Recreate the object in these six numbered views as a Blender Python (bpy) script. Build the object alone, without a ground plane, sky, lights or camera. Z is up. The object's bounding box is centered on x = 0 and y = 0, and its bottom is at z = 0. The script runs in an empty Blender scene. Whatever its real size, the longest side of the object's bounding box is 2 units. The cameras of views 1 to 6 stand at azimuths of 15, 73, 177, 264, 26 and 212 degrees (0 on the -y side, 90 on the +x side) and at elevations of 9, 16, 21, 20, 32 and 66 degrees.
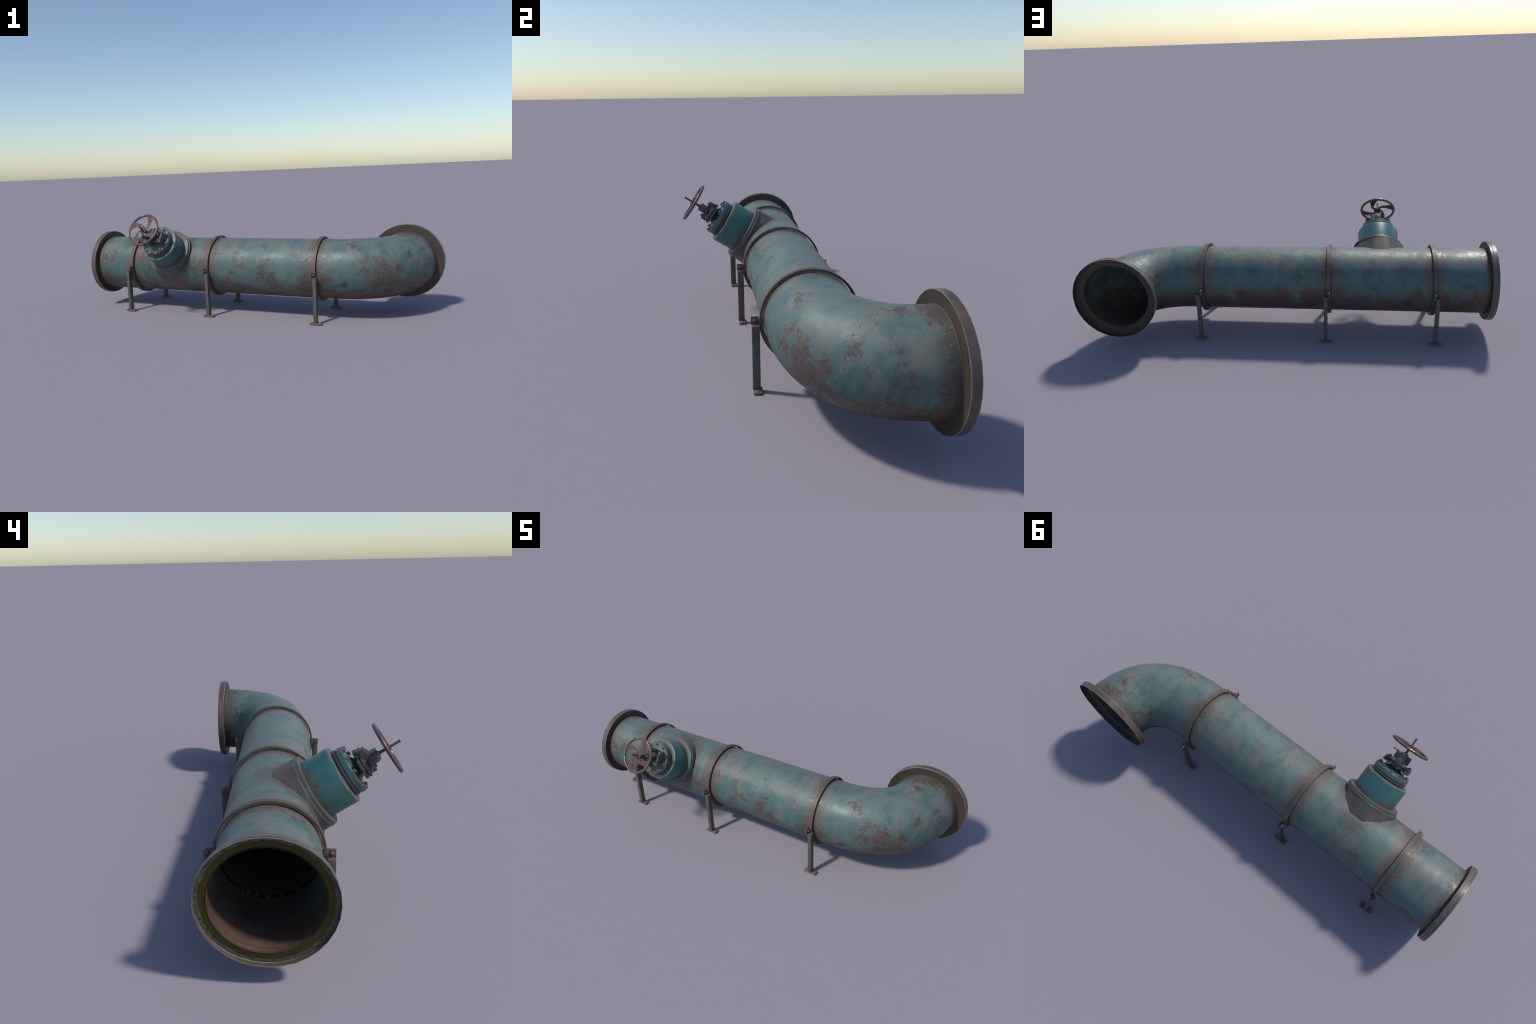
import bpy, bmesh, math, random
from mathutils import Matrix, Vector

random.seed(7)

# ------------------------------------------------------------------ frame
YAW = math.radians(-9.8)          # the straight run is turned this much about z
AX_V, AX_Z = -0.0062, 0.2498      # pipe axis in the run's own frame (u along, v across)
R_PIPE, R_IN = 0.1541, 0.1536
CLAMPS = (-0.7065, -0.2203, 0.3848)
EL_U, EL_V = 0.765, 0.267         # elbow outlet
VALVE_U, VALVE_EL = -0.464, math.radians(33.2)
SEG = 64

S_ = Vector((1, 0, 0))
W_ = Vector((0, -math.cos(VALVE_EL), math.sin(VALVE_EL)))
T_ = W_.cross(S_)
BRANCH_M = Matrix.Translation((VALVE_U, -0.0075, 0.2515)) @ Matrix((
    (S_.x, T_.x, W_.x, 0), (S_.y, T_.y, W_.y, 0), (S_.z, T_.z, W_.z, 0), (0, 0, 0, 1)))
# the valve stands a little askew on its branch
VALVE_M = BRANCH_M @ Matrix.Translation((0.0060, -0.0012, 0)) @ Matrix.Rotation(-0.0137, 4, 'Y')

# ------------------------------------------------------------------ node helper
class G:
    """Tiny wrapper that writes a node graph as nested expressions."""
    def __init__(self, name):
        self.mat = bpy.data.materials.new(name)
        self.mat.use_nodes = True
        self.nt = self.mat.node_tree
        self.nt.nodes.clear()
        self.out = self.nt.nodes.new('ShaderNodeOutputMaterial')
        self.bsdf = self.nt.nodes.new('ShaderNodeBsdfPrincipled')
        self.nt.links.new(self.bsdf.outputs[0], self.out.inputs[0])
        self.tc = self.nt.nodes.new('ShaderNodeTexCoord')
        self.obj = self.tc.outputs['Object']

    def put(self, sock, val):
        if isinstance(val, bpy.types.NodeSocket):
            self.nt.links.new(val, sock)
        else:
            if isinstance(val, tuple) and len(val) == 3 and sock.type == 'RGBA':
                val = (*val, 1)
            sock.default_value = val

    def m(self, op, a, b=0.0, c=0.0, clamp=False):
        n = self.nt.nodes.new('ShaderNodeMath')
        n.operation = op
        n.use_clamp = clamp
        for i, x in enumerate((a, b, c)):
            self.put(n.inputs[i], x)
        return n.outputs[0]

    def ramp(self, x, lo, hi, a=0.0, b=1.0):
        n = self.nt.nodes.new('ShaderNodeMapRange')
        n.interpolation_type = 'SMOOTHSTEP'
        n.clamp = True
        rev = lo > hi
        if rev:
            lo, hi, a, b = hi, lo, b, a
        for i, v in zip((0, 1, 2, 3, 4), (x, lo, hi, a, b)):
            self.put(n.inputs[i], v)
        return n.outputs[0]

    def sep(self, v):
        n = self.nt.nodes.new('ShaderNodeSeparateXYZ')
        self.put(n.inputs[0], v)
        return n.outputs

    def map(self, v, scale=(1, 1, 1), loc=(0, 0, 0), rot=(0, 0, 0)):
        n = self.nt.nodes.new('ShaderNodeMapping')
        self.put(n.inputs['Vector'], v)
        self.put(n.inputs['Location'], loc)
        n.inputs['Scale'].default_value = scale
        n.inputs['Rotation'].default_value = rot
        return n.outputs[0]

    def noise(self, v, scale, detail=4.0, rough=0.55, dist=0.0):
        n = self.nt.nodes.new('ShaderNodeTexNoise')
        self.put(n.inputs['Vector'], v)
        n.inputs['Scale'].default_value = scale
        n.inputs['Detail'].default_value = detail
        n.inputs['Roughness'].default_value = rough
        n.inputs['Distortion'].default_value = dist
        return n.outputs[0]

    def voro(self, v, scale, feature='F1'):
        n = self.nt.nodes.new('ShaderNodeTexVoronoi')
        n.feature = feature
        self.put(n.inputs['Vector'], v)
        n.inputs['Scale'].default_value = scale
        return n.outputs['Distance']

    def mix(self, f, a, b):
        n = self.nt.nodes.new('ShaderNodeMix')
        n.data_type = 'RGBA'
        n.clamp_factor = True
        self.put(n.inputs[0], f)
        self.put(n.inputs[6], a)
        self.put(n.inputs[7], b)
        return n.outputs[2]

    def mixf(self, f, a, b):
        n = self.nt.nodes.new('ShaderNodeMix')
        n.data_type = 'FLOAT'
        n.clamp_factor = True
        self.put(n.inputs[0], f)
        self.put(n.inputs[2], a)
        self.put(n.inputs[3], b)
        return n.outputs[0]

    def edge(self, radius):
        """1 where a sharp edge is nearer than radius."""
        b = self.nt.nodes.new('ShaderNodeBevel')
        b.samples = 4
        b.inputs['Radius'].default_value = radius
        g = self.nt.nodes.new('ShaderNodeNewGeometry')
        d = self.nt.nodes.new('ShaderNodeVectorMath')
        d.operation = 'DOT_PRODUCT'
        self.nt.links.new(b.outputs[0], d.inputs[0])
        self.nt.links.new(g.outputs['Normal'], d.inputs[1])
        return self.ramp(d.outputs['Value'], 0.985, 0.85)

    def rand(self):
        return self.nt.nodes.new('ShaderNodeObjectInfo').outputs['Random']

    def vary(self, amount=7.0):
        """object coordinates shifted per object, so that repeats differ"""
        r = self.m('MULTIPLY', self.rand(), amount)
        c = self.nt.nodes.new('ShaderNodeCombineXYZ')
        for i in range(3):
            self.put(c.inputs[i], r)
        a = self.nt.nodes.new('ShaderNodeVectorMath')
        a.operation = 'ADD'
        self.put(a.inputs[0], self.obj)
        self.put(a.inputs[1], c.outputs[0])
        return a.outputs[0]

    def finish(self, col, rough=0.5, metal=0.0, height=None, bump=0.3, dist=0.002, spec=0.5):
        b = self.bsdf
        self.put(b.inputs['Base Color'], col)
        self.put(b.inputs['Roughness'], rough)
        self.put(b.inputs['Metallic'], metal)
        b.inputs['Specular IOR Level'].default_value = spec
        if height is not None:
            n = self.nt.nodes.new('ShaderNodeBump')
            n.inputs['Strength'].default_value = bump
            n.inputs['Distance'].default_value = dist
            self.put(n.inputs['Height'], height)
            self.nt.links.new(n.outputs[0], b.inputs['Normal'])
        return self.mat

# ------------------------------------------------------------------ colours (linear)
TEAL = (0.060, 0.117, 0.113)
TEAL_DEEP = (0.046, 0.099, 0.099)
PALE = (0.138, 0.170, 0.155)
DUST = (0.180, 0.162, 0.142)
RUST = (0.102, 0.063, 0.050)
RUST_RED = (0.138, 0.064, 0.048)
RUST_DARK = (0.055, 0.040, 0.037)
GRIME = (0.030, 0.030, 0.034)
SPECK = (0.40, 0.50, 0.50)


def mat_pipe():
    g = G('weathered_teal_pipe_paint')
    p = g.obj
    u, v, z = g.sep(p)
    cloud = g.noise(p, 5.0, 5, 0.6)
    cloud2 = g.noise(g.map(p, loc=(3, 7, 1)), 11.0, 7, 0.68)
    tint = g.noise(g.map(p, loc=(8, 2, 5)), 8.0, 6, 0.62)
    n_mid = g.noise(p, 14.0, 6, 0.62)
    n_fine = g.noise(p, 70.0, 6, 0.70)
    streak = g.noise(g.map(p, (22, 6, 6)), 1.0, 6, 0.66)
    # paint: chalky clouds brushed round the pipe, dust plus sky sheen painted into the upper half
    col = g.mix(g.ramp(cloud, 0.42, 0.62), TEAL, TEAL_DEEP)
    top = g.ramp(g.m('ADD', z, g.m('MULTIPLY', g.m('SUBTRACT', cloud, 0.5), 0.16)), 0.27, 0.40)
    amt = g.m('ADD', g.m('MULTIPLY', cloud2, 0.6), g.m('MULTIPLY', streak, 0.4))
    amt = g.m('ADD', amt, g.m('MULTIPLY', top, 0.125))
    chalk_sheen = g.mix(g.ramp(tint, 0.46, 0.62), PALE, DUST)
    col = g.mix(g.ramp(amt, 0.46, 0.68, 0.0, 0.72), col, chalk_sheen)
    # where rust gathers: front side of the run, outside of the bend, the belly
    zone = g.m('MAXIMUM', g.m('MULTIPLY', v, -1.8), g.m('MULTIPLY', g.m('SUBTRACT', u, 0.56), 2.4))
    zone = g.m('MINIMUM', g.m('MAXIMUM', zone, -0.22), 0.30)
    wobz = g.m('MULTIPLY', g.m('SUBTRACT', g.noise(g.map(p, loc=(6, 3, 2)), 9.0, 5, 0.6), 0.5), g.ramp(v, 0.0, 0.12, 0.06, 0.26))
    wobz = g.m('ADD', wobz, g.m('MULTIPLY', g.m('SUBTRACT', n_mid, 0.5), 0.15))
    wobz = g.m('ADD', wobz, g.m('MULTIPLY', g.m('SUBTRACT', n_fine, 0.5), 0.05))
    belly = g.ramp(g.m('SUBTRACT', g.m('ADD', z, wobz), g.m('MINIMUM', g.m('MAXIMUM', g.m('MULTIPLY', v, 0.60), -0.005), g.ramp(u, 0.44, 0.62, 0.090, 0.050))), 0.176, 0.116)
    clus = g.noise(g.map(p, loc=(1, 4, 9)), 7.0, 4, 0.55)
    frag = g.noise(g.map(p, (30, 30, 42)), 1.0, 8, 0.72)
    val = g.m('ADD', g.m('MULTIPLY', clus, 0.62), g.m('MULTIPLY', frag, 0.38))
    val = g.m('ADD', val, g.m('MULTIPLY', zone, 0.15))
    val = g.m('ADD', val, g.m('MULTIPLY', belly, 0.05))
    val = g.m('SUBTRACT', val, g.m('MULTIPLY', top, 0.055))
    patch = g.ramp(val, 0.555, 0.590)
    halo = g.ramp(val, 0.520, 0.565)
    rust = g.mix(g.ramp(n_fine, 0.35, 0.65), RUST, RUST_DARK)
    rust = g.mix(g.ramp(n_mid, 0.52, 0.66, 0, 0.55), rust, RUST_RED)
    col = g.mix(g.m('MULTIPLY', halo, 0.25), col, RUST_RED)
    col = g.mix(g.m('MULTIPLY', patch, 0.82), col, rust)
    # small red freckles
    fr = g.m('MULTIPLY', g.ramp(g.noise(g.map(p, loc=(2, 2, 6)), 55.0, 5, 0.6), 0.60, 0.66), g.ramp(tint, 0.50, 0.58))
    col = g.mix(g.m('MULTIPLY', fr, 0.55), col, (0.165, 0.085, 0.074))
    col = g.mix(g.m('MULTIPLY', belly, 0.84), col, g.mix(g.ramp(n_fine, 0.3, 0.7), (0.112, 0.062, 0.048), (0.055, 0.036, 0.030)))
    # oily black blots, mostly low on the flanks
    blot = g.m('ADD', g.noise(g.map(p, (8, 10, 12), loc=(4, 4, 4)), 1.0, 9, 0.70), g.m('MULTIPLY', g.ramp(v, 0.0, 0.14), 0.045))
    col = g.mix(g.m('MULTIPLY', g.ramp(blot, 0.60, 0.66), g.ramp(z, 0.36, 0.25, 0, 0.8)), col, GRIME)
    # soft rust bands beside clamps, end flange, elbow outlet
    d = None
    for c in CLAMPS:
        x = g.m('ABSOLUTE', g.m('SUBTRACT', u, c))
        d = x if d is None else g.m('MINIMUM', d, x)
    wob = g.m('MULTIPLY', g.m('SUBTRACT', n_mid, 0.5), 0.075)
    wob = g.m('ADD', wob, g.m('MULTIPLY', g.m('SUBTRACT', cloud, 0.5), 0.06))
    band = g.ramp(g.m('ADD', d, wob), 0.066, 0.016)
    endb = g.ramp(g.m('ADD', g.m('ADD', u, 0.955), wob), 0.055, 0.008)
    outlet = g.ramp(g.m('ADD', v, g.m('MULTIPLY', wob, 1.2)), 0.190, 0.264)
    band = g.m('MAXIMUM', band, endb)
    bandcol = g.mix(g.ramp(n_fine, 0.3, 0.7), (0.140, 0.102, 0.088), (0.084, 0.058, 0.052))
    bandcol = g.mix(g.ramp(tint, 0.50, 0.62, 0, 0.5), bandcol, (0.140, 0.072, 0.062))
    col = g.mix(g.m('MULTIPLY', band, 0.85), col, bandcol)
    col = g.mix(g.m('MULTIPLY', outlet, 0.85), col, g.mix(n_fine, (0.092, 0.070, 0.044), RUST_DARK))
    grease = g.m('MAXIMUM', g.ramp(d, 0.0150, 0.0105), g.ramp(g.m('ADD', u, 0.953), 0.010, 0.003))
    col = g.mix(g.m('MULTIPLY', grease, 0.75), col, (0.040, 0.034, 0.012))
    # stain round the valve branch
    s = g.m('SUBTRACT', u, VALVE_U)
    vv = g.m('SUBTRACT', v, AX_V)
    zz = g.m('SUBTRACT', z, AX_Z)
    t = g.m('ADD', g.m('MULTIPLY', vv, T_.y), g.m('MULTIPLY', zz, T_.z))
    w = g.m('ADD', g.m('MULTIPLY', vv, W_.y), g.m('MULTIPLY', zz, W_.z))
    r = g.m('SQRT', g.m('ADD', g.m('MULTIPLY', s, s), g.m('MULTIPLY', t, t)))
    stain = g.m('MULTIPLY', g.ramp(g.m('ADD', r, wob), 0.168, 0.130), g.ramp(w, 0.0, 0.05))
    col = g.mix(g.m('MULTIPLY', stain, 0.7), col, g.mix(n_fine, (0.125, 0.095, 0.080), RUST_DARK))
    # bore: damp iron, warmer near the mouth
    rad = g.m('SQRT', g.m('ADD', g.m('MULTIPLY', vv, vv), g.m('MULTIPLY', zz, zz)))
    bore = g.m('MULTIPLY', g.ramp(rad, 0.1538, 0.1537), g.m('LESS_THAN', u, 0.38))
    mouth = g.ramp(g.m('ADD', u, g.m('MULTIPLY', wob, 0.6)), -0.84, -0.93)
    col = g.mix(g.m('MULTIPLY', bore, g.m('MULTIPLY', mouth, g.ramp(n_mid, 0.30, 0.55, 0.35, 0.85))), col, g.mix(n_fine, (0.125, 0.066, 0.040), (0.060, 0.034, 0.025)))
    # chips: bare specks and short scratches, their glint painted pale
    chipz = g.m('ADD', g.noise(g.map(p, loc=(3, 1, 2)), 7.0, 4), g.m('MULTIPLY', zone, 0.14))
    chipzone = g.ramp(chipz, 0.53, 0.64)
    chip = g.m('MULTIPLY', g.ramp(g.noise(p, 150.0, 5, 0.75), 0.575, 0.66), chipzone)
    sc_z = g.ramp(g.noise(g.map(p, loc=(9, 4, 7)), 9.0, 2), 0.585, 0.64)
    sc = g.ramp(g.noise(g.map(p, (8, 8, 210), rot=(0.55, 0.65, 0.3)), 1.0, 2, 0.5), 0.69, 0.73)
    scr = g.m('MULTIPLY', g.m('MULTIPLY', sc, sc_z), g.m('SUBTRACT', 1.0, outlet))
    chip = g.m('MAXIMUM', chip, g.m('MULTIPLY', scr, 0.8))
    chip = g.m('MULTIPLY', chip, g.m('SUBTRACT', 1.0, bore))
    col = g.mix(g.m('MULTIPLY', chip, 0.48), col, SPECK)
    anyrust = g.m('MAXIMUM', g.m('MAXIMUM', patch, band), g.m('MULTIPLY', belly, 0.7))
    rough = g.mixf(anyrust, g.ramp(cloud2, 0.35, 0.65, 0.40, 0.62), g.ramp(n_fine, 0.35, 0.65, 0.34, 0.62))
    rough = g.mixf(g.m('MULTIPLY', chip, 0.8), rough, 0.20)
    hgt = g.m('ADD', g.m('MULTIPLY', n_fine, g.mixf(g.m('MAXIMUM', patch, chipzone), 0.40, 1.0)), g.m('MULTIPLY', patch, -0.4))
    hgt = g.m('ADD', hgt, g.m('MULTIPLY', cloud2, 1.1))
    grit = g.noise(p, 190.0, 3, 0.6)
    hgt = g.m('ADD', hgt, g.m('MULTIPLY', grit, g.mixf(g.m('MAXIMUM', patch, chipzone), 0.15, 0.50)))
    return g.finish(col, rough, 0.0, hgt, 0.7, 0.0018)


def mat_valve(name, rusty=0.0, span=None, face=None, rustcol=(0.165, 0.130, 0.112), rim=None, wearcol=(0.21, 0.165, 0.14)):
    """teal casting; span = (w of lower seam, w of upper edge) where rust creeps in"""
    g = G(name)
    p = g.obj
    x, y, w = g.sep(p)
    n = g.noise(p, 26.0, 10, 0.78)
    f = g.noise(p, 90.0, 5, 0.65)
    col = g.mix(g.ramp(n, 0.35, 0.7), (0.040, 0.128, 0.124), (0.030, 0.096, 0.098))
    thr = g.m('ADD', n, rusty)
    if span:
        lo = g.ramp(w, span[0] + 0.050, span[0] - 0.004, -0.02, 0.19)
        hi = g.ramp(w, span[1] - 0.014, span[1] + 0.001, 0, 0.13)
        thr = g.m('ADD', thr, g.m('ADD', lo, hi))
    if face:
        r = g.m('SQRT', g.m('ADD', g.m('MULTIPLY', x, x), g.m('MULTIPLY', y, y)))
        fm = g.m('MULTIPLY', g.ramp(w, face - 0.0009, face - 0.0003), g.ramp(r, 0.0565, 0.0595))
        thr = g.m('ADD', thr, g.m('MULTIPLY', fm, 0.13))
    patch = g.ramp(thr, 0.565, 0.66)
    rust = g.mix(g.ramp(f, 0.3, 0.7), (0.060, 0.048, 0.044), rustcol)
    col = g.mix(g.m('MULTIPLY', patch, 0.9), col, rust)
    e = g.edge(0.0028)
    wear = g.m('MULTIPLY', e, g.ramp(n, 0.40, 0.50))
    if rim:
        rr = g.m('SQRT', g.m('ADD', g.m('MULTIPLY', x, x), g.m('MULTIPLY', y, y)))
        near = g.m('MULTIPLY', g.ramp(w, rim - 0.013, rim - 0.002), g.ramp(rr, 0.088, 0.098))
        nick = g.ramp(g.m('ADD', n, g.m('MULTIPLY', near, 0.16)), 0.585, 0.63)
        wear = g.m('MAXIMUM', wear, g.m('MULTIPLY', nick, near))
    col = g.mix(g.m('MULTIPLY', wear, 0.75), col, wearcol)
    return g.finish(col, g.mixf(patch, 0.42, 0.50), 0.0, f, 0.25, 0.001)


def mat_steel(name, base, dark, teal=0.0, rough=0.5, vary=False, scale=30.0, edgecol=(0.26, 0.21, 0.185), wear=0.0026):
    """rusty steel, optionally with teal paint left on it"""
    g = G(name)
    p = g.vary() if vary else g.obj
    n = g.noise(p, scale, 6, 0.6)
    f = g.noise(p, scale * 4, 5, 0.65)
    col = g.mix(g.ramp(n, 0.3, 0.7), base, dark)
    col = g.mix(g.m('MULTIPLY', f, 0.45), col, RUST)
    if teal > 0:
        tn = g.noise(g.map(p, loc=(5, 5, 5)), scale * 0.9, 3, 0.45)
        col = g.mix(g.m('MULTIPLY', g.ramp(tn, 0.66 - teal, 0.70 - teal), 0.85), col, (0.048, 0.108, 0.098))
    e = g.edge(wear)
    col = g.mix(g.m('MULTIPLY', g.m('MULTIPLY', e, g.ramp(n, 0.40, 0.56)), 0.6), col, edgecol)
    return g.finish(col, g.mixf(f, rough - 0.1, rough + 0.15), 0.0, f, 0.3, 0.001)


def mat_plain(name, a, b, rough=0.5):
    g = G(name)
    f = g.noise(g.obj, 60.0, 5, 0.65)
    return g.finish(g.mix(f, a, b), rough, 0.0, f, 0.3, 0.001)


def mat_bore_ring():
    """ring added inside the pipe: clamp gap painted dark, lit patches in it painted pale"""
    g = G('painted_gap_ring')
    u, v, z = g.sep(g.obj)
    a = g.m('ARCTAN2', g.m('SUBTRACT', v, AX_V), g.m('SUBTRACT', AX_Z, z))
    n = g.nt.nodes.new('ShaderNodeTexNoise')
    n.noise_dimensions = '1D'
    g.put(n.inputs['W'], g.m('MULTIPLY', a, 3.4))
    n.inputs['Detail'].default_value = 2
    bare = g.m('MULTIPLY', g.ramp(n.outputs[0], 0.565, 0.58), g.ramp(g.m('ABSOLUTE', a), 0.75, 0.65))  # pale marks painted for lit surfaces at the clamp gap
    col = g.mix(bare, (0.012, 0.011, 0.010), (0.30, 0.29, 0.28))
    return g.finish(col, 0.5)


def mat_flange_floor(name, axis, centre):
    """inside of a flange: slime ring with a ragged edge, then scaly metal"""
    g = G(name)
    p = g.obj
    c = g.sep(p)
    a = g.m('SUBTRACT', c[axis], centre)
    b = g.m('SUBTRACT', c[2], AX_Z)
    r = g.m('SQRT', g.m('ADD', g.m('MULTIPLY', a, a), g.m('MULTIPLY', b, b)))
    n = g.noise(p, 28.0, 5, 0.6)
    f = g.noise(p, 110.0, 4, 0.6)
    r = g.m('ADD', r, g.m('MULTIPLY', g.m('SUBTRACT', n, 0.5), 0.020))
    col = g.mix(g.ramp(f, 0.35, 0.65), (0.110, 0.112, 0.095), (0.058, 0.052, 0.042))
    slime = g.ramp(r, 0.1745, 0.1725)
    col = g.mix(slime, col, g.mix(f, (0.055, 0.045, 0.0010), (0.028, 0.024, 0.001)))
    return g.finish(col, g.mixf(slime, 0.42, 0.22), 0.0, f, 0.5, 0.001, spec=0.3)


def mat_wheel():
    g = G('worn_red_wheel_paint')
    p = g.obj
    n = g.noise(p, 55.0, 4, 0.6)
    f = g.noise(p, 200.0, 4, 0.6)
    col = g.mix(g.ramp(f, 0.3, 0.7), (0.100, 0.027, 0.025), (0.068, 0.024, 0.022))
    bare = g.m('MULTIPLY', g.edge(0.003), g.ramp(n, 0.42, 0.50))
    worn = g.ramp(n, 0.60, 0.66)
    b = g.m('MAXIMUM', bare, worn)
    col = g.mix(g.m('MULTIPLY', b, 0.8), col, (0.26, 0.20, 0.185))
    return g.finish(col, g.mixf(b, 0.58, 0.36), g.mixf(b, 0.0, 0.4), f, 0.2, 0.0006)


def mat_rim():
    g = G('worn_wheel_rim_metal')
    p = g.obj
    n = g.noise(p, 26.0, 4, 0.6)
    f = g.noise(p, 160.0, 4, 0.6)
    col = g.mix(g.ramp(n, 0.46, 0.62), (0.110, 0.050, 0.047), (0.130, 0.100, 0.092))
    col = g.mix(g.ramp(n, 0.62, 0.70), col, (0.33, 0.30, 0.30))
    bare = g.ramp(n, 0.48, 0.68)
    return g.finish(col, g.mixf(bare, 0.36, 0.28), g.mixf(bare, 0.0, 0.7), f, 0.2, 0.0006)


M_PIPE = mat_pipe()
M_BODY = mat_valve('chipped_teal_casting', 0.0, (0.177, 0.2767), rustcol=(0.120, 0.088, 0.076), rim=0.2767)
M_RING = mat_valve('rust_edged_teal_ring', 0.02, (0.150, 0.178), rustcol=(0.098, 0.076, 0.066), wearcol=(0.17, 0.13, 0.11))
M_BONNET = mat_valve('rusted_teal_bonnet', 0.055, None, 0.3130)
M_STUB = mat_steel('grey_rusty_branch', (0.135, 0.104, 0.092), (0.052, 0.054, 0.056), 0.06, 0.46, scale=16.0)
M_GLAND = mat_steel('dark_greasy_casting', (0.080, 0.076, 0.074), (0.030, 0.040, 0.046), 0.06, 0.42, scale=40.0, edgecol=(0.26, 0.20, 0.165))
M_BOLT = mat_steel('rusty_bolt_steel', (0.165, 0.125, 0.105), (0.085, 0.062, 0.052), 0.0, 0.45, vary=True, scale=120.0)
M_GASKET = mat_steel('brown_gasket_steel', (0.085, 0.066, 0.058), (0.040, 0.034, 0.033), 0.04, 0.48, scale=40.0, edgecol=(0.16, 0.12, 0.10))
M_STEM = mat_steel('dark_stem_steel', (0.070, 0.082, 0.080), (0.045, 0.052, 0.052), 0.12, 0.42, scale=60.0)
M_CLAMP = mat_steel('flaking_clamp_steel', (0.120, 0.086, 0.072), (0.066, 0.046, 0.040), 0.10, 0.50, vary=True, scale=30.0)
M_LEG = mat_steel('flaking_leg_steel', (0.125, 0.092, 0.080), (0.070, 0.054, 0.048), 0.09, 0.50, vary=True, scale=34.0)
M_FOOT = mat_steel('rusty_foot_plate', (0.200, 0.155, 0.128), (0.110, 0.082, 0.068), 0.0, 0.55, vary=True, scale=50.0)
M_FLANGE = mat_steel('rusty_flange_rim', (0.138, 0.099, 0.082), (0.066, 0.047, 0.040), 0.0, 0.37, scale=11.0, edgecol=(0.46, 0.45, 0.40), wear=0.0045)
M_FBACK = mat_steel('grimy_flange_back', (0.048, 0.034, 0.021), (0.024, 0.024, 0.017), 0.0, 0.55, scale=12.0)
M_FLOOR_L = mat_flange_floor('slimy_flange_face', 1, AX_V)
M_FLOOR_R = mat_steel('dull_flange_face', (0.044, 0.037, 0.033), (0.029, 0.028, 0.023), 0.0, 0.5, scale=20.0)
M_WELD_LINE = mat_plain('weld_and_edge_line_metal', (0.110, 0.105, 0.095), (0.060, 0.054, 0.044))
M_WHEEL = mat_wheel()
M_RIM = mat_rim()

# ------------------------------------------------------------------ objects
ROOT = bpy.data.objects.new('pipeline_with_valve', None)
ROOT.rotation_euler = (0, 0, YAW)
ROOT.empty_display_size = 0.1
ROOT['label'] = 'weathered teal industrial pipe with elbow, clamps, legs and hand valve'
ROOT['category'] = 'industrial pipe'
bpy.context.scene.collection.objects.link(ROOT)


def add(name, me, parent=ROOT, matrix=None):
    o = bpy.data.objects.new(name, me)
    bpy.context.scene.collection.objects.link(o)
    o.parent = parent
    if matrix is not None:
        o.matrix_local = matrix
    return o


def mesh_of(bm, name, mats, angle=32, smooth=True):
    bmesh.ops.remove_doubles(bm, verts=bm.verts, dist=1e-6)
    bmesh.ops.recalc_face_normals(bm, faces=bm.faces)
    me = bpy.data.meshes.new(name)
    bm.to_mesh(me)
    bm.free()
    for m in (mats if isinstance(mats, (list, tuple)) else [mats]):
        me.materials.append(m)
    if smooth:
        me.shade_smooth()
        me.set_sharp_from_angle(angle=math.radians(angle))
    return me


def ring(bm, profile, seg, frame, closed=True, mat=0, twist=0.0):
    """lathe a (along, radius) profile round the frame's z axis"""
    rows = []
    for a, r in profile:
        rows.append([bm.verts.new(frame @ Vector((r * math.cos(k * 2 * math.pi / seg + twist),
                                                  r * math.sin(k * 2 * math.pi / seg + twist), a)))
                     for k in range(seg)])
    n = len(rows)
    faces = []
    for i in range(n if closed else n - 1):
        A, B = rows[i], rows[(i + 1) % n]
        for k in range(seg):
            k2 = (k + 1) % seg
            f = bm.faces.new((A[k], A[k2], B[k2], B[k]))
            f.material_index = mat[i] if isinstance(mat, (list, tuple)) else mat
            faces.append(f)
    return rows


def solid_lathe(bm, profile, seg, frame=Matrix(), mat=0):
    """lathe closed by flat caps at both ends"""
    rows = ring(bm, profile, seg, frame, closed=False, mat=mat)
    bm.faces.new(rows[0]).material_index = mat
    bm.faces.new(rows[-1]).material_index = mat
    return rows


def box(bm, lo, hi, bevel=0.0, frame=Matrix(), mat=0, seg=2):
    lo, hi = Vector(lo), Vector(hi)
    c, d = (lo + hi) / 2, hi - lo
    r = bmesh.ops.create_cube(bm, size=1.0, matrix=frame @ Matrix.Translation(c) @ Matrix.Diagonal((*d, 1)))
    vs = r['verts']
    fs = {f for v in vs for f in v.link_faces}
    for f in fs:
        f.material_index = mat
    if bevel > 0:
        es = list({e for v in vs for e in v.link_edges})
        bmesh.ops.bevel(bm, geom=es, offset=bevel, segments=seg, affect='EDGES', profile=0.6)


# frame whose z axis runs along the straight pipe
ALONG = Matrix.Translation((0, AX_V, AX_Z)) @ Matrix(((0, 0, 1, 0), (1, 0, 0, 0), (0, 1, 0, 0), (0, 0, 0, 1)))
# frame whose z axis runs along the elbow outlet (+v)
OUT = Matrix.Translation((EL_U, 0, AX_Z + 0.0055)) @ Matrix(((1, 0, 0, 0), (0, 0, 1, 0), (0, -1, 0, 0), (0, 0, 0, 1)))

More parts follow.
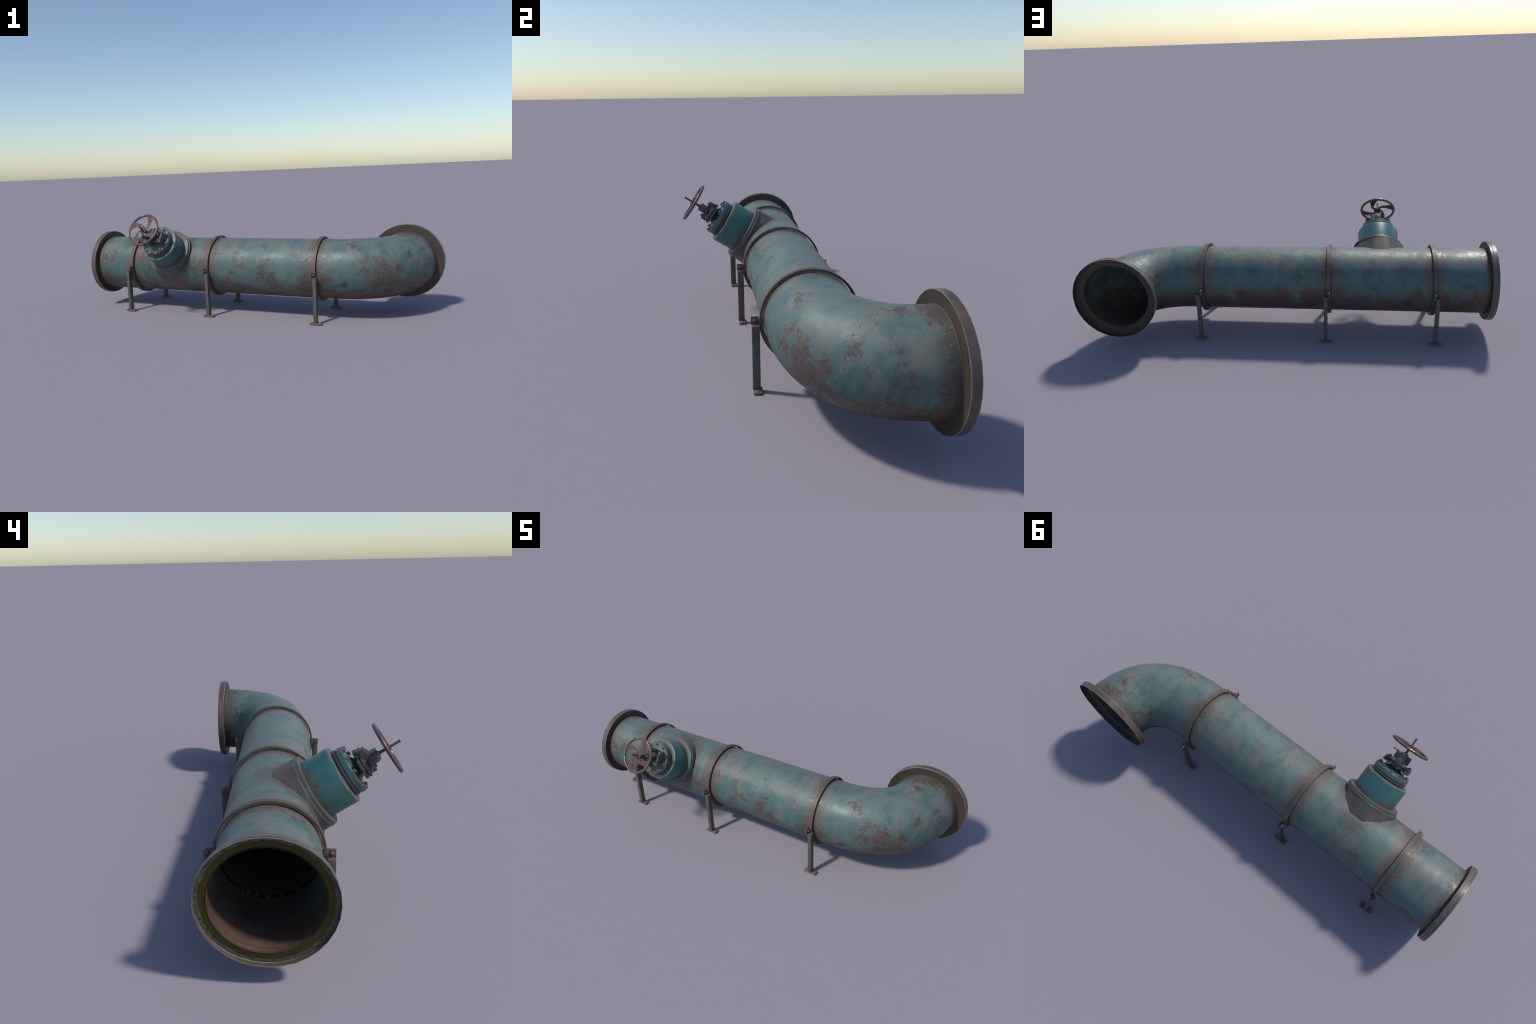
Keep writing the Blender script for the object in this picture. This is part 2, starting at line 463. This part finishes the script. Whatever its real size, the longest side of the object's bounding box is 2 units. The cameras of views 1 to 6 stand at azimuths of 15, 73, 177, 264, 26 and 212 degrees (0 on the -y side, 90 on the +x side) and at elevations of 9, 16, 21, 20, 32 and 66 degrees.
# ---- straight pipe lengths
def pipe_length(u0, u1):
    bm = bmesh.new()
    steps = max(2, int((u1 - u0) / 0.05))
    us = [u0 + (u1 - u0) * i / steps for i in range(steps + 1)]
    prof = [(x, R_PIPE) for x in us] + [(x, R_IN) for x in reversed(us)]
    ring(bm, prof, SEG, ALONG)
    return add('pipe_length', mesh_of(bm, 'pipe_length', M_PIPE, 40))

GAP = (0.0, 0.0, 0.0)
pipe_length(-0.9656, CLAMPS[0] - 0.00005)
pipe_length(CLAMPS[0] + GAP[0], CLAMPS[1] - 0.00005)
pipe_length(CLAMPS[1] + GAP[1], CLAMPS[2] - 0.00005)

# ---- elbow: tube along a cubic bend
def elbow():
    P = [Vector((0.436, AX_V)), Vector((0.436 + 0.2287, AX_V)), Vector((EL_U, 0.281 - 0.169)), Vector((EL_U, 0.281))]
    path = [Vector((CLAMPS[2] + GAP[2] + (P[0].x - CLAMPS[2] - 0.00005) * i / 2, AX_V)) for i in range(2)]
    N = 40
    for i in range(N + 1):
        t = i / N
        path.append((1 - t) ** 3 * P[0] + 3 * t * (1 - t) ** 2 * P[1] + 3 * t * t * (1 - t) * P[2] + t ** 3 * P[3])
    path = [p for p in path if p.y < 0.2600]
    path.append(Vector((EL_U, 0.2686)))
    bm = bmesh.new()
    def tube(radius):
        rows = []
        for i, p in enumerate(path):
            d = (path[min(i + 1, len(path) - 1)] - path[max(i - 1, 0)]).normalized()
            if i == len(path) - 1:
                d = Vector((0, 1))
            side = Vector((d.y, -d.x, 0))
            f = i / (len(path) - 1)
            c = Vector((p.x, p.y, AX_Z + 0.0050 * f))
            rows.append([bm.verts.new(c + side * (radius + 0.0016 * f * f) * math.cos(a) + Vector((0, 0, (radius + 0.0016 * f * f) * math.sin(a))))
                         for a in (k * 2 * math.pi / SEG for k in range(SEG))])
        for A, B in zip(rows, rows[1:]):
            for k in range(SEG):
                bm.faces.new((A[k], A[(k + 1) % SEG], B[(k + 1) % SEG], B[k]))
        return rows
    a, b = tube(R_PIPE), tube(R_IN)
    for A, B in ((a[0], b[0]), (a[-1], b[-1])):
        for k in range(SEG):
            bm.faces.new((A[k], A[(k + 1) % SEG], B[(k + 1) % SEG], B[k]))
    return add('pipe_elbow', mesh_of(bm, 'pipe_elbow', M_PIPE, 40))

elbow()
bm = bmesh.new()
ring(bm, [(CLAMPS[0] - 0.0085, 0.1526), (CLAMPS[0] + 0.0085, 0.1526), (CLAMPS[0] + 0.0085, 0.1533), (CLAMPS[0] - 0.0085, 0.1533)], SEG, ALONG)
add('added_bore_ring', mesh_of(bm, 'added_bore_ring', mat_bore_ring(), 40))  # ring added inside the bore in place of a gap at the clamp

# ---- flanges: shallow cups of thirty-two flats
def inlet_flange():
    bm = bmesh.new()
    # front cup (open towards -u) then a slot and a back disc
    prof = [(-0.9805, 0.1876), (-0.9640, 0.1876), (-0.9636, 0.1852), (-0.9622, 0.1852), (-0.9620, 0.1870),
            (-0.9530, 0.1864), (-0.9522, 0.1855), (-0.9522, 0.15395), (-0.9540, 0.15395), (-0.9565, 0.1558), (-0.9640, 0.1558), (-0.9640, 0.1858), (-0.9805, 0.1866)]
    mats = [0, 0, 1, 0, 0, 0, 1, 1, 1, 2, 2, 0, 0]
    ring(bm, prof, 32, Matrix.Translation((0, 0, 0.0010)) @ ALONG, mat=mats)
    add('inlet_flange', mesh_of(bm, 'inlet_flange', [M_FLANGE, M_FBACK, M_FLOOR_L], 30))

def outlet_flange():
    bm = bmesh.new()
    prof = [(0.2955, 0.1968), (0.2672, 0.1968), (0.2664, 0.1958), (0.2664, 0.1561), (0.2677, 0.1561), (0.2677, 0.1956), (0.2955, 0.1960)]
    mats = [0, 0, 1, 2, 2, 2, 0]
    ring(bm, prof, 32, OUT, mat=mats)
    add('outlet_flange', mesh_of(bm, 'outlet_flange', [M_FLANGE, M_FBACK, M_FLOOR_R], 30))
    bm = bmesh.new()
    bead = [(0.2650 + 0.0012 * math.cos(a), 0.1562 + 0.0012 * math.sin(a)) for a in (i * math.pi / 4 for i in range(8))]
    ring(bm, bead, SEG, OUT)
    for r0, z0 in ((0.1950, 0.2684), (0.1567, 0.2680)):  # rings added to draw bright lines along floor corner and hole edge
        lip = [(z0 + 0.0012 * math.cos(a), r0 + 0.0012 * math.sin(a)) for a in (i * math.pi / 4 for i in range(8))]
        ring(bm, lip, 32, OUT)
    add('weld_bead_and_edge_lines', mesh_of(bm, 'weld_bead_and_edge_lines', M_WELD_LINE, 60))

inlet_flange()
outlet_flange()

# ---- bolt heads (shared meshes, axis +z, standing on z = 0)
def bolt_mesh(name, r, h, washer=True):
    bm = bmesh.new()
    if washer:
        solid_lathe(bm, [(-0.0005, r * 1.35), (0.0012, r * 1.35), (0.0015, r * 1.25)], 20)
    solid_lathe(bm, [(0.0008, r), (h * 0.8, r), (h, r * 0.82)], 6)
    return mesh_of(bm, name, M_BOLT, 25)

BOLT_S = bolt_mesh('small_bolt', 0.0056, 0.0068)
BOLT_F = bolt_mesh('foot_bolt', 0.0058, 0.0036)
BOLT_M = bolt_mesh('bonnet_bolt', 0.0072, 0.0098)

# ---- clamps: upper strap, thicker lower cradle, ears, legs with feet
def arc_band(r0, r1, u0, u1, a0, a1, seg):
    bm = bmesh.new()
    rows = []
    for i in range(seg + 1):
        a = a0 + (a1 - a0) * i / seg
        c, s = math.cos(a), math.sin(a)
        rows.append([bm.verts.new((x, AX_V + r * c, AX_Z + r * s)) for x, r in ((u0, r0), (u1, r0), (u1, r1), (u0, r1))])
    for A, B in zip(rows, rows[1:]):
        for k in range(4):
            bm.faces.new((A[k], A[(k + 1) % 4], B[(k + 1) % 4], B[k]))
    bm.faces.new(rows[0])
    bm.faces.new(rows[-1])
    return bm

H_STRAP = 0.0035   # height of the joint above the pipe axis

def clamp(cu, sgn):
    a = math.asin(H_STRAP / 0.16)
    bm = arc_band(0.1586, 0.1668, cu - 0.0093, cu + 0.0093, a, math.pi - a, 32)
    strap = add('clamp_strap', mesh_of(bm, 'clamp_strap', M_CLAMP, 30))
    bm = arc_band(0.1560, 0.1706, cu - 0.0102, cu + 0.0102, math.pi - a + 0.004, 2 * math.pi + a - 0.004, 32)
    add('clamp_cradle', mesh_of(bm, 'clamp_cradle', M_CLAMP, 30), strap)
    for side in (-1, 1):
        def vv(x):
            return AX_V + side * x
        def span(a, b):
            return (min(a, b), max(a, b))
        bm = bmesh.new()
        # ear plate with a bolt, held against the leg by a packing block
        u0, u1 = span(cu - sgn * 0.0078, cu - sgn * 0.0015)
        v0, v1 = span(vv(0.166), vv(0.1970 if side > 0 else 0.1948))
        box(bm, (u0, v0, 0.2315), (u1, v1, 0.2590), 0.0008)
        u2, u3 = span(cu - sgn * 0.0016, cu + sgn * 0.0052)
        v2, v3 = span(vv(0.168), vv(0.1875))
        box(bm, (u2, v2, 0.2300), (u3, v3, 0.2332), 0.0006)
        # shoulder that carries the strap end
        v4, v5 = span(vv(0.157), vv(0.1712))
        box(bm, (cu - 0.0106, v4, 0.236), (cu + 0.0106, v5, 0.2572), 0.0009)
        add('clamp_ear', mesh_of(bm, 'clamp_ear', M_CLAMP, 30), strap)
        rot = Matrix(((0, 0, sgn, 0), (0, 1, 0, 0), (-sgn, 0, 0, 0), (0, 0, 0, 1)))
        add('clamp_bolt', BOLT_S, strap, Matrix.Translation((cu - sgn * 0.0015, vv(0.1830), 0.2465)) @ rot)
        # leg
        m = Matrix.Translation((cu + sgn * (0.0110 if sgn < 0 else 0.0122), vv((0.1798 if sgn < 0 else 0.1828) if side > 0 else 0.1802), 0)) @ Matrix.Rotation(math.pi if side > 0 else 0, 4, 'Z')
        leg = add('support_leg', LEG, ROOT, m)
        add('foot_plate', FOOT, leg)
        for x in (-0.0205, 0.0205):
            add('foot_bolt', BOLT_F, leg, Matrix.Translation((x, 0, 0.0062)) @ Matrix.Rotation(random.uniform(0, 1), 4, 'Z'))

def leg_mesh():
    bm = bmesh.new()
    box(bm, (-0.0084, -0.0134, 0.0055), (0.0084, 0.0122, 0.2340), 0.0009)
    bm2 = mesh_of(bm, 'support_leg', M_LEG, 30)
    return bm2

def foot_mesh():
    bm = bmesh.new()
    box(bm, (-0.0308, -0.0136, 0.0), (0.0308, 0.0136, 0.0062), 0.0010)
    return mesh_of(bm, 'foot_plate', M_FOOT, 30)

LEG, FOOT = leg_mesh(), foot_mesh()
clamp(CLAMPS[0], -1)
clamp(CLAMPS[1], 1)
clamp(CLAMPS[2], 1)

# ------------------------------------------------------------------ valve (own frame: x = S, y = T, z = W)
def part(name, bm, mat, parent, angle=30, matrix=None):
    return add(name, mesh_of(bm, name, mat, angle), parent, matrix)

# body: the top-level part of the valve
bm = bmesh.new()
solid_lathe(bm, [(0.172, 0.1000), (0.2735, 0.1000), (0.2757, 0.0992), (0.2767, 0.0972), (0.2767, 0.0850),
                 (0.2775, 0.0800)], 48)
VALVE = part('valve_body', bm, M_BODY, ROOT, 30, VALVE_M)

bm = bmesh.new()
solid_lathe(bm, [(0.2768, 0.0830), (0.2785, 0.0785), (0.2815, 0.0770), (0.2830, 0.0800), (0.2840, 0.0817), (0.2885, 0.0817),
                 (0.2895, 0.0800), (0.2905, 0.0770), (0.2945, 0.0770)], 48)
part('bonnet_gasket', bm, M_GASKET, VALVE, 30)

# branch: a round collar above, twelve plates below, cut to the pipe's own curve
bm = bmesh.new()
N = 48
lower, upper = [], []
for k in range(N):
    a0 = math.radians(15 + 30 * (k // 4))
    f = (k % 4) / 4
    q = 0.1310 * (1 - f) * Vector((math.cos(a0), math.sin(a0))) + 0.1310 * f * Vector((math.cos(a0 + math.pi / 6), math.sin(a0 + math.pi / 6)))
    lower.append(bm.verts.new((q.x, q.y, math.sqrt((R_PIPE - 0.0036) ** 2 - q.y ** 2))))
    a1 = math.atan2(q.y, q.x)
    upper.append(bm.verts.new((0.1258 * math.cos(a1), 0.1258 * math.sin(a1), 0.1612)))
for k in range(N):
    bm.faces.new((lower[k], lower[(k + 1) % N], upper[(k + 1) % N], upper[k]))
bm.faces.new(upper)
part('valve_branch', bm, M_STUB, ROOT, 40, BRANCH_M)

bm = bmesh.new()
solid_lathe(bm, [(0.1590, 0.1220), (0.1596, 0.1270), (0.1604, 0.1277), (0.1638, 0.1277), (0.1646, 0.1270), (0.1650, 0.1242), (0.1745, 0.1240), (0.1764, 0.1232), (0.1772, 0.1215), (0.1772, 0.1020)], 48)
part('valve_collar', bm, M_RING, VALVE, 30)

bm = bmesh.new()
solid_lathe(bm, [(0.2940, 0.0800), (0.2948, 0.0810), (0.3115, 0.0810), (0.3128, 0.0800), (0.3130, 0.0590), (0.3138, 0.0575), (0.3180, 0.0470),
                 (0.3205, 0.0380), (0.3235, 0.0290), (0.3280, 0.0225), (0.3330, 0.0195), (0.3360, 0.0190)], 48)
part('valve_bonnet', bm, M_BONNET, VALVE, 30)
for k in range(10):
    a = math.radians(-85 + 36 * k)
    add('bonnet_bolt', BOLT_M, VALVE, Matrix.Translation((0.0715 * math.cos(a), 0.0715 * math.sin(a), 0.3130)) @ Matrix.Rotation(random.uniform(0, 1), 4, 'Z'))

# ribs from the bonnet up to its neck
bm = bmesh.new()
for k in range(4):
    R = Matrix.Rotation(k * math.pi / 2, 4, 'Z')
    pts = [(0.016, 0.3365), (0.016, 0.3125), (0.0565, 0.3125), (0.0500, 0.3170), (0.0340, 0.3250), (0.0230, 0.3365)]
    a = [bm.verts.new(R @ Vector((x, -0.0032, z))) for x, z in pts]
    b = [bm.verts.new(R @ Vector((x, 0.0032, z))) for x, z in pts]
    bm.faces.new(a)
    bm.faces.new(b[::-1])
    for i in range(len(pts)):
        j = (i + 1) % len(pts)
        bm.faces.new((a[i], b[i], b[j], a[j]))
part('bonnet_rib', bm, M_BONNET, VALVE, 30)

# gland: paired ear plates on four sides, packing boxes, follower with wings
bm = bmesh.new()
for s in (-1, 1):
    for z0, z1, e in ((0.3350, 0.3460, 0.0640), (0.3478, 0.3575, 0.0620)):
        x = sorted((s * 0.010, s * e))
        box(bm, (x[0], -0.0305, z0), (x[1], 0.0305, z1), 0.0028, seg=3)
    y = sorted((s * 0.008, s * 0.0475))
    box(bm, (-0.0165, y[0], 0.3345), (0.0165, y[1], 0.3435), 0.0026, seg=3)
    y = sorted((s * 0.014, s * 0.0430))
    box(bm, (-0.0125, y[0], 0.3445), (0.0125, y[1], 0.3740), 0.0018)
solid_lathe(bm, [(0.330, 0.0195), (0.3600, 0.0195), (0.362, 0.0185)], 24)
part('gland_flange', bm, M_GLAND, VALVE, 30)

bm = bmesh.new()
box(bm, (-0.0165, -0.0170, 0.3560), (0.0165, 0.0170, 0.4040), 0.0045, seg=3)
for s in (-1, 1):
    x = sorted((s * 0.0145, s * 0.0360))
    box(bm, (x[0], -0.0125, 0.3640), (x[1], 0.0125, 0.3985), 0.0045, seg=3)
solid_lathe(bm, [(0.4020, 0.0085), (0.4065, 0.0085), (0.4075, 0.0075)], 16)
solid_lathe(bm, [(0.033, 0.0026), (0.058, 0.0026)], 8, Matrix.Translation((0, 0, 0.3965)) @ Matrix.Rotation(math.pi / 2, 4, 'Y'))
part('gland_follower', bm, M_GLAND, VALVE, 30)

for s in (-1, 1):
    add('gland_bolt', BOLT_S, VALVE, Matrix.Translation((0.0, s * 0.0305, 0.3738)) @ Matrix.Rotation(random.uniform(0, 1), 4, 'Z'))
    for t in (-1, 1):
        add('gland_bolt', BOLT_S, VALVE, Matrix.Translation((s * 0.0500, t * 0.0190, 0.3574)) @ Matrix.Rotation(random.uniform(0, 1), 4, 'Z'))

# stem
bm = bmesh.new()
solid_lathe(bm, [(0.400, 0.0052), (0.440, 0.0052), (0.4405, 0.0044), (0.4745, 0.0040), (0.4755, 0.0049), (0.4815, 0.0049)], 12)
part('valve_stem', bm, M_STEM, VALVE, 30)

# ---- hand wheel: ring, hub and four swept spokes
WZ = 0.4365
bm = bmesh.new()
RT, rt = 0.0840, 0.0062
ring(bm, [(WZ + rt * math.sin(a), RT + rt * math.cos(a)) for a in (i * math.pi / 6 for i in range(12))], 64, Matrix())
WHEEL = part('hand_wheel', bm, M_RIM, ROOT, 60, VALVE_M)

bm = bmesh.new()
ring(bm, [(WZ - 0.0080, 0.0050), (WZ - 0.0080, 0.0165), (WZ - 0.0060, 0.0190), (WZ + 0.0020, 0.0190), (WZ + 0.0026, 0.0172),
          (WZ + 0.0030, 0.0130), (WZ + 0.0075, 0.0120), (WZ + 0.0085, 0.0105), (WZ + 0.0085, 0.0046)], 28, Matrix())
part('wheel_hub', bm, M_WHEEL, WHEEL, 30)

def spoke_mesh():
    # polar edges (radius, angle of trailing edge, angle of leading edge) of the first spoke
    sect = [(0.0155, 5, 40), (0.0220, 13, 37), (0.0300, 22, 45), (0.0370, 28, 56), (0.0450, 38, 66),
            (0.0530, 45.5, 73), (0.0600, 50, 78), (0.0680, 54, 82), (0.0745, 56, 86), (0.0790, 56, 90)]
    bm = bmesh.new()
    cols = []
    for r, a0, a1 in sect:
        h = 0.0021
        row = []
        for i in range(5):
            f = i / 4
            a = math.radians(a0 + (a1 - a0) * f)
            edge = 1.0 if 0 < i < 4 else 0.8
            row.append((r * math.cos(a), r * math.sin(a), h * edge))
        cols.append(row)
    top = [[bm.verts.new((x, y, WZ + h)) for x, y, h in row] for row in cols]
    bot = [[bm.verts.new((x, y, WZ - h)) for x, y, h in row] for row in cols]
    n, k = len(cols), 5
    for i in range(n - 1):
        for j in range(k - 1):
            bm.faces.new((top[i][j], top[i][j + 1], top[i + 1][j + 1], top[i + 1][j]))
            bm.faces.new((bot[i][j], bot[i + 1][j], bot[i + 1][j + 1], bot[i][j + 1]))
        for j in (0, k - 1):
            bm.faces.new((top[i][j], top[i + 1][j], bot[i + 1][j], bot[i][j]))
    for i in (0, n - 1):
        for j in range(k - 1):
            bm.faces.new((top[i][j], bot[i][j], bot[i][j + 1], top[i][j + 1]))
    return mesh_of(bm, 'wheel_spoke', M_WHEEL, 40)

SPOKE = spoke_mesh()
for k in range(4):
    add('wheel_spoke', SPOKE, WHEEL, Matrix.Rotation(k * math.pi / 2, 4, 'Z'))

bpy.context.view_layer.update()
